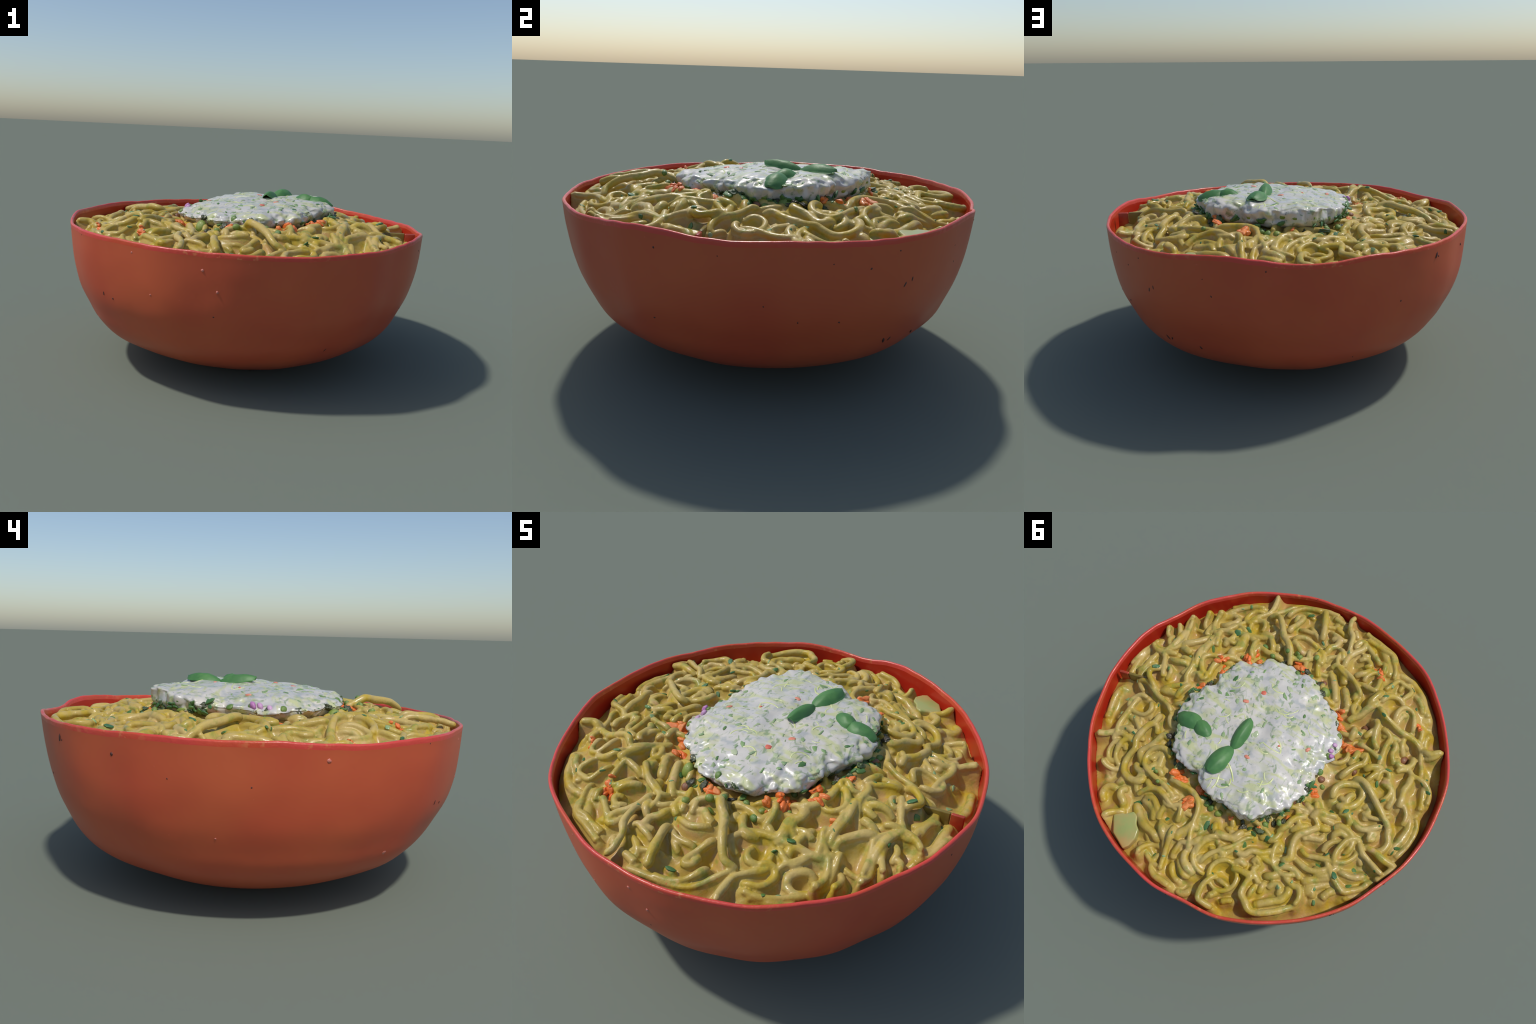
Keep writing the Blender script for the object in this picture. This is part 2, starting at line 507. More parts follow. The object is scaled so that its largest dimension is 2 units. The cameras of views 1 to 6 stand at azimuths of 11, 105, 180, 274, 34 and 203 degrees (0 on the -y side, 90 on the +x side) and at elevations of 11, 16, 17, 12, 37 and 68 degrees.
strand(0.022, 0.005, (0.468, -0.179), (0.504, -0.194), (0.536, -0.235), (0.552, -0.283), (0.531, -0.316), (0.496, -0.328), (0.450, -0.306))
strand(0.022, 0.000, (0.464, -0.171), (0.472, -0.240), (0.464, -0.288), (0.443, -0.336), (0.382, -0.374))
strand(0.026, 0.000, (0.318, -0.428), (0.297, -0.502), (0.244, -0.487), (0.191, -0.484), (0.142, -0.488))
strand(0.022, 0.000, (0.154, -0.638), (0.116, -0.668), (0.069, -0.680), (0.024, -0.668), (-0.010, -0.657))
strand(0.024, 0.000, (0.146, -0.620), (0.115, -0.615), (0.071, -0.582), (0.039, -0.587))
strand(0.021, 0.000, (0.031, -0.620), (0.015, -0.560), (0.010, -0.499))
strand(0.019, 0.000, (-0.011, -0.630), (-0.037, -0.584), (-0.067, -0.569), (-0.055, -0.620), (-0.017, -0.654))
strand(0.017, 0.000, (0.632, -0.454), (0.648, -0.544), (0.645, -0.641))
strand(0.026, 0.000, (0.617, -0.534), (0.642, -0.612), (0.616, -0.655), (0.565, -0.689), (0.513, -0.671))
strand(0.024, -0.012, (0.606, -0.731), (0.540, -0.771), (0.464, -0.792), (0.431, -0.812))
strand(0.020, 0.000, (0.522, -0.474), (0.476, -0.465), (0.426, -0.470))
strand(0.024, -0.010, (0.466, -0.501), (0.418, -0.486), (0.408, -0.423))
strand(0.019, 0.030, (-0.126, -0.975), (-0.110, -0.926), (-0.127, -0.855), (-0.162, -0.811), (-0.173, -0.754), (-0.186, -0.694))
strand(0.020, 0.000, (-0.018, -0.804), (-0.077, -0.786), (-0.123, -0.773), (-0.153, -0.799))
strand(0.021, 0.000, (-0.192, -0.603), (-0.192, -0.662), (-0.212, -0.725), (-0.248, -0.777), (-0.242, -0.821), (-0.217, -0.813), (-0.192, -0.759))
strand(0.020, 0.010, (-0.242, -0.817), (-0.298, -0.777), (-0.338, -0.747), (-0.380, -0.720))
strand(0.022, 0.000, (-0.238, -0.864), (-0.301, -0.851), (-0.364, -0.835), (-0.414, -0.828), (-0.439, -0.789), (-0.472, -0.731), (-0.485, -0.671))
strand(0.023, 0.000, (-0.256, -0.728), (-0.284, -0.745), (-0.314, -0.740))
strand(0.021, 0.000, (-0.390, -0.752), (-0.407, -0.721), (-0.414, -0.672))
strand(0.021, 0.000, (-0.271, -0.580), (-0.313, -0.614), (-0.359, -0.669))
strand(0.020, 0.000, (-0.334, -0.561), (-0.338, -0.605), (-0.371, -0.650), (-0.407, -0.637), (-0.421, -0.582), (-0.417, -0.524), (-0.369, -0.527), (-0.304, -0.542))
strand(0.021, 0.015, (-0.126, -0.566), (-0.152, -0.595), (-0.196, -0.583), (-0.245, -0.560), (-0.291, -0.528), (-0.337, -0.487), (-0.358, -0.456))
strand(0.025, 0.000, (-0.190, -0.590), (-0.217, -0.552), (-0.243, -0.505))
strand(0.023, 0.000, (-0.327, -0.486), (-0.331, -0.425))
strand(0.022, 0.000, (-0.424, -0.414), (-0.430, -0.461), (-0.458, -0.530))
strand(0.026, 0.000, (-0.466, -0.463), (-0.448, -0.432), (-0.419, -0.390), (-0.400, -0.349), (-0.366, -0.315), (-0.350, -0.287))
strand(0.020, 0.000, (-0.464, -0.560), (-0.491, -0.614), (-0.512, -0.666), (-0.553, -0.662), (-0.596, -0.652), (-0.607, -0.622), (-0.589, -0.576), (-0.570, -0.535))
strand(0.021, 0.000, (-0.471, -0.465), (-0.504, -0.523), (-0.549, -0.545), (-0.601, -0.530))
strand(0.028, -0.020, (-0.493, -0.730), (-0.551, -0.729), (-0.604, -0.710), (-0.657, -0.671), (-0.709, -0.602), (-0.756, -0.535))
strand(0.030, -0.005, (-0.127, -0.554), (-0.170, -0.509), (-0.217, -0.423), (-0.238, -0.372))
strand(0.028, -0.008, (-0.249, -0.493), (-0.291, -0.418), (-0.318, -0.365))
strand(0.020, 0.000, (-0.367, -0.414), (-0.384, -0.373), (-0.370, -0.342), (-0.344, -0.374), (-0.351, -0.414))
strand(0.022, 0.000, (-0.061, -0.636), (-0.072, -0.691), (-0.099, -0.721), (-0.095, -0.772), (-0.050, -0.755))
strand(0.023, 0.000, (-0.118, -0.716), (-0.152, -0.691), (-0.169, -0.637))
strand(0.024, 0.000, (-0.082, -0.590), (-0.094, -0.627), (-0.136, -0.647), (-0.155, -0.630))
strand(0.020, 0.000, (0.001, -0.921), (-0.045, -0.909), (-0.089, -0.901))
strand(0.020, -0.010, (-0.024, -0.889), (-0.066, -0.845), (-0.129, -0.817))
strand(0.022, -0.015, (-0.295, -0.665), (-0.329, -0.693), (-0.294, -0.724), (-0.248, -0.697))
strand(0.026, -0.015, (-0.296, -0.869), (-0.368, -0.818), (-0.429, -0.746), (-0.449, -0.675))
strand(0.022, -0.010, (-0.616, -0.635), (-0.671, -0.605), (-0.716, -0.543))
strand(0.021, 0.004, (0.885, 0.368), (0.843, 0.348), (0.811, 0.320), (0.783, 0.294), (0.747, 0.274), (0.703, 0.278), (0.669, 0.290))
strand(0.020, 0.004, (0.776, 0.367), (0.790, 0.335), (0.760, 0.314), (0.718, 0.315), (0.684, 0.324), (0.654, 0.335))
strand(0.021, 0.000, (0.686, 0.443), (0.726, 0.464), (0.757, 0.463), (0.780, 0.428), (0.779, 0.388), (0.765, 0.361), (0.727, 0.346), (0.697, 0.381))
strand(0.022, 0.012, (0.606, 0.128), (0.605, 0.181), (0.634, 0.222), (0.650, 0.274), (0.655, 0.318), (0.639, 0.360), (0.651, 0.403), (0.656, 0.448), (0.637, 0.495), (0.599, 0.524), (0.551, 0.528), (0.514, 0.513), (0.509, 0.480))
strand(0.022, 0.000, (0.612, 0.183), (0.578, 0.211), (0.569, 0.243))
strand(0.024, 0.005, (0.473, 0.236), (0.520, 0.240), (0.539, 0.279), (0.561, 0.321), (0.590, 0.353), (0.592, 0.380), (0.566, 0.405), (0.538, 0.423))
strand(0.024, 0.000, (0.596, 0.428), (0.563, 0.462), (0.519, 0.458), (0.497, 0.427), (0.479, 0.387))
strand(0.021, 0.000, (0.571, 0.377), (0.517, 0.380), (0.502, 0.347))
strand(0.022, 0.000, (0.488, 0.493), (0.458, 0.517), (0.422, 0.523), (0.387, 0.515), (0.364, 0.496))
strand(0.024, 0.000, (0.497, 0.476), (0.484, 0.439), (0.448, 0.424), (0.417, 0.449))
strand(0.022, 0.006, (0.328, 0.491), (0.342, 0.525), (0.337, 0.565), (0.303, 0.577), (0.266, 0.556), (0.244, 0.557), (0.230, 0.593), (0.227, 0.638))
strand(0.025, 0.012, (0.563, 0.576), (0.584, 0.600), (0.580, 0.628), (0.550, 0.652), (0.537, 0.687))
strand(0.025, 0.012, (0.513, 0.693), (0.562, 0.716), (0.592, 0.743), (0.607, 0.785))
strand(0.026, -0.008, (0.613, 0.598), (0.665, 0.600), (0.686, 0.624), (0.683, 0.660), (0.649, 0.693))
strand(0.028, 0.000, (0.643, 0.574), (0.617, 0.548), (0.616, 0.513))
strand(0.026, 0.000, (0.463, 0.587), (0.413, 0.607), (0.369, 0.634), (0.356, 0.676))
strand(0.025, 0.000, (0.460, 0.581), (0.408, 0.572), (0.369, 0.603), (0.337, 0.639))
strand(0.030, -0.005, (0.492, 0.625), (0.443, 0.672), (0.377, 0.719), (0.320, 0.735), (0.272, 0.757))
strand(0.018, -0.010, (0.704, 0.184), (0.673, 0.232))
strand(0.028, -0.025, (0.843, 0.231), (0.828, 0.193), (0.786, 0.188), (0.728, 0.204), (0.691, 0.237))
strand(0.030, -0.010, (0.480, 0.296), (0.470, 0.347), (0.463, 0.420), (0.472, 0.435))
strand(0.024, -0.020, (0.732, 0.237), (0.738, 0.279), (0.696, 0.312))
strand(0.022, 0.000, (0.318, 0.662), (0.282, 0.678), (0.251, 0.676), (0.240, 0.646))
strand(0.026, 0.000, (0.251, 0.666), (0.246, 0.708), (0.242, 0.748), (0.221, 0.791), (0.206, 0.829))
strand(0.022, 0.000, (0.307, 0.673), (0.277, 0.710), (0.251, 0.742))
strand(0.021, 0.000, (0.057, 0.642), (0.085, 0.679), (0.113, 0.706), (0.154, 0.719), (0.164, 0.752), (0.170, 0.783), (0.164, 0.814))
strand(0.021, 0.000, (0.191, 0.720), (0.186, 0.678), (0.157, 0.641), (0.138, 0.587))
strand(0.021, -0.008, (0.177, 0.697), (0.153, 0.662), (0.131, 0.622), (0.101, 0.630))
strand(0.021, 0.000, (0.009, 0.626), (0.038, 0.659), (0.058, 0.702), (0.062, 0.753))
strand(0.025, 0.008, (0.105, 0.740), (0.112, 0.767), (0.093, 0.803), (0.059, 0.828), (0.020, 0.834))
strand(0.022, 0.000, (0.132, 0.792), (0.100, 0.833), (0.064, 0.862), (0.030, 0.856))
strand(0.026, -0.003, (0.232, 0.803), (0.257, 0.849), (0.250, 0.895), (0.215, 0.926), (0.167, 0.935), (0.110, 0.944))
strand(0.023, -0.010, (0.151, 0.821), (0.142, 0.857), (0.113, 0.890), (0.075, 0.903))
strand(0.028, -0.020, (0.080, 0.947), (0.029, 0.943), (-0.000, 0.910))
strand(0.022, -0.010, (0.050, 0.790), (0.033, 0.752), (0.004, 0.729))
strand(0.020, 0.018, (-0.089, 0.786), (-0.060, 0.834), (-0.047, 0.878), (-0.052, 0.933), (-0.075, 0.944), (-0.143, 0.948))
strand(0.020, 0.002, (-0.090, 0.806), (-0.129, 0.813), (-0.185, 0.823))
strand(0.020, 0.018, (-0.138, 0.728), (-0.181, 0.723), (-0.222, 0.723), (-0.248, 0.725), (-0.241, 0.773), (-0.240, 0.822), (-0.274, 0.849), (-0.309, 0.879), (-0.348, 0.879), (-0.397, 0.856), (-0.445, 0.823), (-0.486, 0.785), (-0.515, 0.761))
strand(0.023, 0.000, (-0.265, 0.657), (-0.242, 0.683), (-0.264, 0.708), (-0.298, 0.736))
strand(0.022, 0.000, (0.017, 0.595), (-0.018, 0.602), (-0.065, 0.594), (-0.087, 0.577), (-0.110, 0.530))
strand(0.021, 0.000, (0.002, 0.613), (0.039, 0.654), (0.064, 0.695), (0.063, 0.739))
strand(0.023, 0.004, (-0.108, 0.599), (-0.129, 0.639), (-0.169, 0.639), (-0.194, 0.607), (-0.247, 0.591), (-0.284, 0.562), (-0.325, 0.539))
strand(0.022, 0.008, (-0.455, 0.338), (-0.422, 0.378), (-0.380, 0.419), (-0.369, 0.460), (-0.376, 0.507), (-0.387, 0.552), (-0.351, 0.583))
strand(0.022, 0.000, (-0.399, 0.534), (-0.454, 0.554), (-0.498, 0.563), (-0.543, 0.551), (-0.581, 0.523), (-0.612, 0.493))
strand(0.022, 0.003, (-0.415, 0.481), (-0.459, 0.500), (-0.505, 0.488), (-0.560, 0.477), (-0.616, 0.466), (-0.659, 0.440), (-0.686, 0.397), (-0.690, 0.348))
strand(0.022, 0.000, (-0.346, 0.627), (-0.377, 0.606), (-0.422, 0.595), (-0.458, 0.608), (-0.482, 0.627))
strand(0.021, 0.004, (-0.389, 0.632), (-0.421, 0.657), (-0.463, 0.672), (-0.493, 0.672), (-0.516, 0.715), (-0.508, 0.767))
strand(0.022, 0.000, (-0.305, 0.688), (-0.348, 0.672), (-0.380, 0.644))
strand(0.026, -0.010, (-0.436, 0.687), (-0.455, 0.707), (-0.446, 0.741), (-0.429, 0.769), (-0.391, 0.792), (-0.313, 0.849))
strand(0.024, -0.010, (-0.344, 0.737), (-0.373, 0.703), (-0.405, 0.707), (-0.414, 0.747))
strand(0.022, 0.000, (-0.270, 0.457), (-0.300, 0.412), (-0.321, 0.359), (-0.376, 0.311))
strand(0.021, 0.000, (-0.330, 0.422), (-0.364, 0.384), (-0.408, 0.357))
strand(0.026, -0.005, (-0.400, 0.416), (-0.454, 0.399), (-0.495, 0.388), (-0.490, 0.355))
strand(0.024, -0.012, (-0.490, 0.630), (-0.537, 0.602), (-0.587, 0.568), (-0.632, 0.536))
strand(0.028, -0.020, (-0.508, 0.669), (-0.575, 0.617), (-0.641, 0.555))
strand(0.021, -0.008, (-0.221, 0.610), (-0.266, 0.608), (-0.317, 0.608), (-0.334, 0.569))
strand(0.025, 0.000, (-0.036, 0.638), (-0.054, 0.674), (-0.089, 0.693))
strand(0.025, -0.005, (0.015, 0.671), (-0.034, 0.697), (-0.051, 0.740))
strand(0.022, 0.000, (-0.134, 0.701), (-0.169, 0.679), (-0.205, 0.691))
strand(0.020, -0.012, (-0.277, 0.827), (-0.284, 0.770), (-0.291, 0.742))
strand(0.020, -0.012, (-0.320, 0.782), (-0.321, 0.742), (-0.322, 0.712))
strand(0.022, 0.000, (-0.392, 0.311), (-0.423, 0.267), (-0.475, 0.256))
strand(0.021, 0.000, (-0.222, 0.663), (-0.236, 0.631), (-0.271, 0.659))
strand(0.024, -0.020, (-0.528, 0.680), (-0.555, 0.652), (-0.584, 0.691))
strand(0.022, 0.012, (-0.476, -0.434), (-0.527, -0.393), (-0.581, -0.375), (-0.637, -0.366), (-0.700, -0.366), (-0.750, -0.351), (-0.790, -0.328))
strand(0.021, 0.002, (-0.585, -0.394), (-0.585, -0.462), (-0.611, -0.516), (-0.658, -0.512), (-0.687, -0.466), (-0.704, -0.400))
strand(0.020, -0.010, (-0.606, -0.379), (-0.613, -0.458), (-0.643, -0.485))
strand(0.021, 0.000, (-0.730, -0.448), (-0.753, -0.424), (-0.762, -0.378), (-0.770, -0.348))
strand(0.024, 0.005, (-0.784, -0.335), (-0.838, -0.318), (-0.874, -0.338), (-0.908, -0.361))
strand(0.022, -0.015, (-0.817, -0.289), (-0.857, -0.308), (-0.888, -0.344))
strand(0.020, 0.000, (-0.790, -0.323), (-0.809, -0.262), (-0.832, -0.212), (-0.842, -0.169))
strand(0.021, 0.000, (-0.689, -0.221), (-0.699, -0.181), (-0.742, -0.185), (-0.772, -0.222), (-0.768, -0.275))
strand(0.021, 0.002, (-0.703, -0.137), (-0.759, -0.181), (-0.799, -0.158), (-0.837, -0.153), (-0.885, -0.138), (-0.923, -0.096), (-0.927, -0.030))
strand(0.022, 0.000, (-0.795, -0.170), (-0.795, -0.095), (-0.786, -0.048), (-0.792, 0.006), (-0.793, 0.050))
strand(0.022, 0.028, (-0.512, 0.026), (-0.558, 0.013), (-0.612, 0.041), (-0.674, 0.090), (-0.730, 0.137), (-0.774, 0.167), (-0.797, 0.197))
strand(0.027, 0.002, (-0.789, 0.167), (-0.799, 0.214), (-0.817, 0.257), (-0.802, 0.307), (-0.768, 0.324))
strand(0.021, 0.000, (-0.542, -0.059), (-0.582, -0.092), (-0.636, -0.115))
strand(0.021, 0.000, (-0.579, 0.002), (-0.606, -0.058), (-0.642, -0.113))
strand(0.021, 0.000, (-0.627, -0.035), (-0.635, -0.091), (-0.668, -0.104), (-0.694, -0.065))
strand(0.024, 0.000, (-0.452, 0.167), (-0.449, 0.113), (-0.477, 0.071), (-0.525, 0.047), (-0.569, 0.041), (-0.595, 0.077), (-0.589, 0.124), (-0.565, 0.163), (-0.529, 0.187), (-0.487, 0.187))
strand(0.022, -0.010, (-0.486, 0.135), (-0.521, 0.144), (-0.545, 0.115))
strand(0.021, 0.004, (-0.600, 0.221), (-0.632, 0.247), (-0.674, 0.247), (-0.714, 0.222), (-0.754, 0.183))
strand(0.023, 0.000, (-0.488, -0.365), (-0.511, -0.338), (-0.518, -0.285), (-0.532, -0.238), (-0.566, -0.208))
strand(0.022, 0.000, (-0.469, -0.236), (-0.494, -0.279), (-0.510, -0.315))
strand(0.022, 0.000, (-0.406, -0.271), (-0.410, -0.210), (-0.403, -0.188))
strand(0.022, 0.000, (-0.621, -0.302), (-0.652, -0.269), (-0.650, -0.217), (-0.681, -0.168))
strand(0.024, -0.004, (-0.540, -0.337), (-0.602, -0.309), (-0.599, -0.235), (-0.606, -0.166), (-0.606, -0.112))
strand(0.021, 0.000, (-0.478, -0.150), (-0.473, -0.099), (-0.459, -0.045))
strand(0.021, 0.000, (-0.499, -0.113), (-0.523, -0.143), (-0.531, -0.100), (-0.506, -0.058))
strand(0.025, -0.012, (-0.656, -0.044), (-0.715, -0.030), (-0.747, 0.020), (-0.740, 0.080))
strand(0.024, -0.015, (-0.618, 0.136), (-0.657, 0.105), (-0.655, 0.198))
strand(0.023, 0.004, (-0.523, 0.311), (-0.552, 0.286), (-0.594, 0.287), (-0.634, 0.308), (-0.649, 0.343), (-0.643, 0.387), (-0.623, 0.409))
strand(0.022, 0.000, (-0.557, 0.370), (-0.546, 0.339), (-0.571, 0.315), (-0.604, 0.321), (-0.626, 0.347), (-0.633, 0.385))
strand(0.021, 0.012, (-0.679, 0.315), (-0.713, 0.365), (-0.751, 0.382), (-0.791, 0.402), (-0.828, 0.418), (-0.856, 0.423))
strand(0.021, 0.016, (-0.711, 0.326), (-0.770, 0.333), (-0.824, 0.351), (-0.872, 0.355), (-0.893, 0.355), (-0.881, 0.387), (-0.854, 0.431), (-0.829, 0.468))
strand(0.021, 0.000, (-0.748, 0.251), (-0.721, 0.285), (-0.717, 0.251), (-0.751, 0.234))
strand(0.024, -0.015, (-0.899, 0.052), (-0.924, 0.098), (-0.925, 0.167), (-0.911, 0.234), (-0.879, 0.308))
strand(0.026, -0.010, (-0.856, 0.056), (-0.883, 0.106), (-0.880, 0.178), (-0.860, 0.241), (-0.842, 0.298))
strand(0.023, 0.000, (-0.638, 0.546), (-0.671, 0.574), (-0.707, 0.586), (-0.746, 0.561), (-0.786, 0.526), (-0.805, 0.487))
strand(0.024, 0.000, (-0.638, 0.501), (-0.695, 0.503), (-0.731, 0.495), (-0.767, 0.471))
strand(0.022, 0.000, (-0.448, 0.327), (-0.487, 0.333), (-0.514, 0.314))
strand(0.023, 0.000, (-0.424, 0.287), (-0.469, 0.262), (-0.523, 0.243))
strand(0.021, 0.000, (-0.517, 0.219), (-0.561, 0.213), (-0.585, 0.232), (-0.594, 0.264))
strand(0.023, -0.004, (-0.536, 0.574), (-0.587, 0.555), (-0.629, 0.514))
strand(0.022, 0.000, (-0.517, 0.533), (-0.562, 0.543), (-0.609, 0.515), (-0.635, 0.471))
strand(0.027, -0.015, (-0.617, 0.671), (-0.637, 0.627), (-0.662, 0.595))
strand(0.022, -0.020, (-0.715, 0.622), (-0.777, 0.566), (-0.823, 0.508))
# along the front rim
strand(0.021, 0.000, (-0.030, -0.951), (0.085, -0.939), (0.230, -0.904), (0.299, -0.816), (0.349, -0.741))
strand(0.020, 0.000, (0.408, -0.804), (0.483, -0.787), (0.570, -0.724), (0.634, -0.646))
strand(0.022, 0.006, (0.630, -0.664), (0.636, -0.578), (0.611, -0.514), (0.548, -0.456), (0.534, -0.396))
strand(0.020, 0.010, (0.761, -0.557), (0.772, -0.501), (0.754, -0.429), (0.760, -0.322), (0.802, -0.218))
strand(0.020, 0.000, (0.863, -0.427), (0.843, -0.372), (0.795, -0.359))
strand(0.022, 0.004, (0.646, -0.475), (0.569, -0.515), (0.510, -0.586), (0.463, -0.659))
strand(0.020, -0.005, (-0.467, -0.754), (-0.431, -0.828), (-0.314, -0.874), (-0.213, -0.909))
strand(0.022, 0.000, (0.391, -0.695), (0.445, -0.654), (0.478, -0.682), (0.457, -0.748), (0.389, -0.777))
strand(0.022, -0.004, (0.536, -0.693), (0.519, -0.644), (0.571, -0.589), (0.608, -0.603))
strand(0.020, -0.005, (0.695, -0.631), (0.690, -0.549), (0.656, -0.515))
strand(0.022, -0.010, (0.877, -0.327), (0.919, -0.235), (0.947, -0.103))
strand(0.022, -0.008, (0.837, -0.212), (0.860, -0.102), (0.897, -0.087))


# short curls that fill the bare patches between the noodles above
def plan_tree():
    pts = np.concatenate([p for _, _, p in SPINES])
    kd = KDTree(len(pts))
    for i, p in enumerate(pts):
        kd.insert((p[0], p[1], 0), i)
    kd.balance()
    return kd


for _ in range(94):
    kd = plan_tree() if _ % 6 == 0 else kd
    for _try in range(60):
        a, r = rng.uniform(0, TAU), math.sqrt(rng.uniform(0.4**2, 0.94**2))
        x, y = r * math.cos(a), r * math.sin(a)
        if r > 0.8 and (abs(a - 0.16) < 0.16 or abs(a - 0.92) < 0.16):
            continue
        if kd.find((x, y, 0))[2] > 0.034:
            break
    else:
        continue
    h, turn = rng.uniform(0, TAU), rng.uniform(-7, 7)
    pts = []
    for k in range(6):
        pts.append((x, y))
        x, y, h = x + 0.035 * math.cos(h), y + 0.035 * math.sin(h), h + turn * 0.035 * 2.2
        if math.hypot(x, y) > 0.92:
            break
    if len(pts) > 2:
        strand(rng.uniform(0.018, 0.022), rng.uniform(-0.024, -0.004), *pts)


# long thin noodles wandering over the top and tangling the rest together
for _ in range(26):
    a, r = rng.uniform(0, TAU), rng.uniform(0.55, 0.86)
    if r > 0.76 and (abs(a - 0.16) < 0.2 or abs(a - 0.92) < 0.25):
        continue
    x, y, h, bend = r * math.cos(a), r * math.sin(a), rng.uniform(0, TAU), rng.uniform(-9, 9)
    pts = []
    for k in range(rng.randint(7, 13)):
        if not 0.47 < math.hypot(x - 0.03, y - 0.01) < 0.92:
            break
        pts.append((x, y))
        x, y = x + 0.04 * math.cos(h), y + 0.04 * math.sin(h)
        bend += rng.uniform(-7, 7)
        h += max(-14, min(14, bend)) * 0.04
    if len(pts) > 4:
        strand(rng.uniform(0.017, 0.02), rng.uniform(0.0, 0.012), *pts)


def tube_parts(spine, radius, sides=12, seed=0.0, flat=1.0, lump=0.13):
    P = np.asarray(spine, float)
    T = np.gradient(P, axis=0)
    T /= np.linalg.norm(T, axis=1)[:, None] + 1e-12
    s = np.concatenate([[0], np.cumsum(np.linalg.norm(np.diff(P, axis=0), axis=1))])
    V = []
    end = radius
    for i, (p, t) in enumerate(zip(P, T)):
        side = np.cross(t, (0, 0, 1.0))
        side /= np.linalg.norm(side) + 1e-9
        upv = np.cross(side, t)
        d = min(s[i], s[-1] - s[i])
        k = math.sqrt(max(0.0, 1 - (1 - min(1, d / end)) ** 2)) * 0.97 + 0.03
        rr = radius * k * (1 + lump * noise.noise(Vector((s[i] * 16, seed, 1.3))))
        for j in range(sides):
            w = TAU * j / sides
            q = rr * (1 + 0.09 * noise.noise(Vector((s[i] * 30 + seed, math.cos(w) * 1.3, math.sin(w) * 1.3))))
            V.append(p + side * q * math.cos(w) + upv * q * flat * math.sin(w))
    F = [f[::-1] for f in ring_faces(len(P), sides)]
    V = V + [P[0] - T[0] * radius * 0.02, P[-1] + T[-1] * radius * 0.02]
    m = len(P) * sides
    for j in range(sides):
        F.append((m, j, (j + 1) % sides))
        F.append((m + 1, m - sides + (j + 1) % sides, m - sides + j))
    return V, F


TUBES = [tube_parts(p, r * (0.68 + 0.24 * ((i * 0.618) % 1)), seed=i * 2.3, lump=0.26) for i, (r, l, p) in enumerate(SPINES)]

# sauce: a bed that climbs the sides of the noodles and sinks between them
SAMP = np.concatenate([np.column_stack([p, np.full(len(p), r), np.full(len(p), l)]) for r, l, p in SPINES])
sauce_kd = KDTree(len(SAMP))
for i, q in enumerate(SAMP):
    sauce_kd.insert((q[0], q[1], 0), i)
sauce_kd.balance()


def bed_height(x, y):
    r = math.hypot(x, y)
    mound = max(0.0, min(1.0, (0.5 - math.hypot(x - 0.07, y - 0.03)) / 0.1))
    pool = math.exp(-(((math.degrees(math.atan2(y, x)) - 52) / 11) ** 2) - ((r - .92) / .1) ** 2)
    low = float(crest(x, y)) - 0.069 + 0.02 * fbm(x * 5, y * 5, 0.3, 3) * (1 - pool) + 0.03 * mound + 0.045 * pool
    z = low
    for co, i, d in sauce_kd.find_range((x, y, 0), 0.062):
        px, py, pz, pr, pl = SAMP[i]
        crestz = pz + pr * 0.2 - max(0.0, pl - 0.006) * 1.5
        z = max(z, low + (crestz - low) * math.exp(-((d / (pr * 1.25)) ** 2.3)))
    return z


def build_bed():
    n, m = 640, 120
    a = np.arange(n) * TAU / n
    rad = inner_radius(a, 0.66) + 0.005
    Z = np.zeros((m, n))
    X, Y = np.zeros((m, n)), np.zeros((m, n))
    for i in range(m):
        f = (i + 0.5) / (m - 0.5)
        f = 0.3 + 0.7 * f if i else 0.3
        for j in range(n):
            X[i, j], Y[i, j] = rad[j] * f * math.cos(a[j]), rad[j] * f * math.sin(a[j])
            Z[i, j] = bed_height(X[i, j], Y[i, j])
    for _ in range(2):
        S = Z.copy()
        S[1:-1] = (Z[1:-1] * 2 + Z[:-2] + Z[2:] + np.roll(Z, 1, 1)[1:-1] + np.roll(Z, -1, 1)[1:-1]) / 6
        Z = S
    V = np.stack([X.ravel(), Y.ravel(), Z.ravel()], 1)
    F = ring_faces(m, n)
    c = len(V)
    V = np.concatenate([V, [[0, 0, Z[0].mean()]]])
    F += [(c, j, (j + 1) % n) for j in range(n)]
    # underside, so the sauce is a body and not a skin
    lo = len(V)
    Vb = V[(m - 1) * n:m * n].copy() * np.array([0.93, 0.93, 1])
    Vb[:, 2] = 0.5
    V = np.concatenate([V, Vb, [[0, 0, 0.5]]])
    for j in range(n):
        k = (j + 1) % n
        F.append(((m - 1) * n + j, lo + j, lo + k, (m - 1) * n + k))
        F.append((lo + n, lo + k, lo + j))
    return V, F


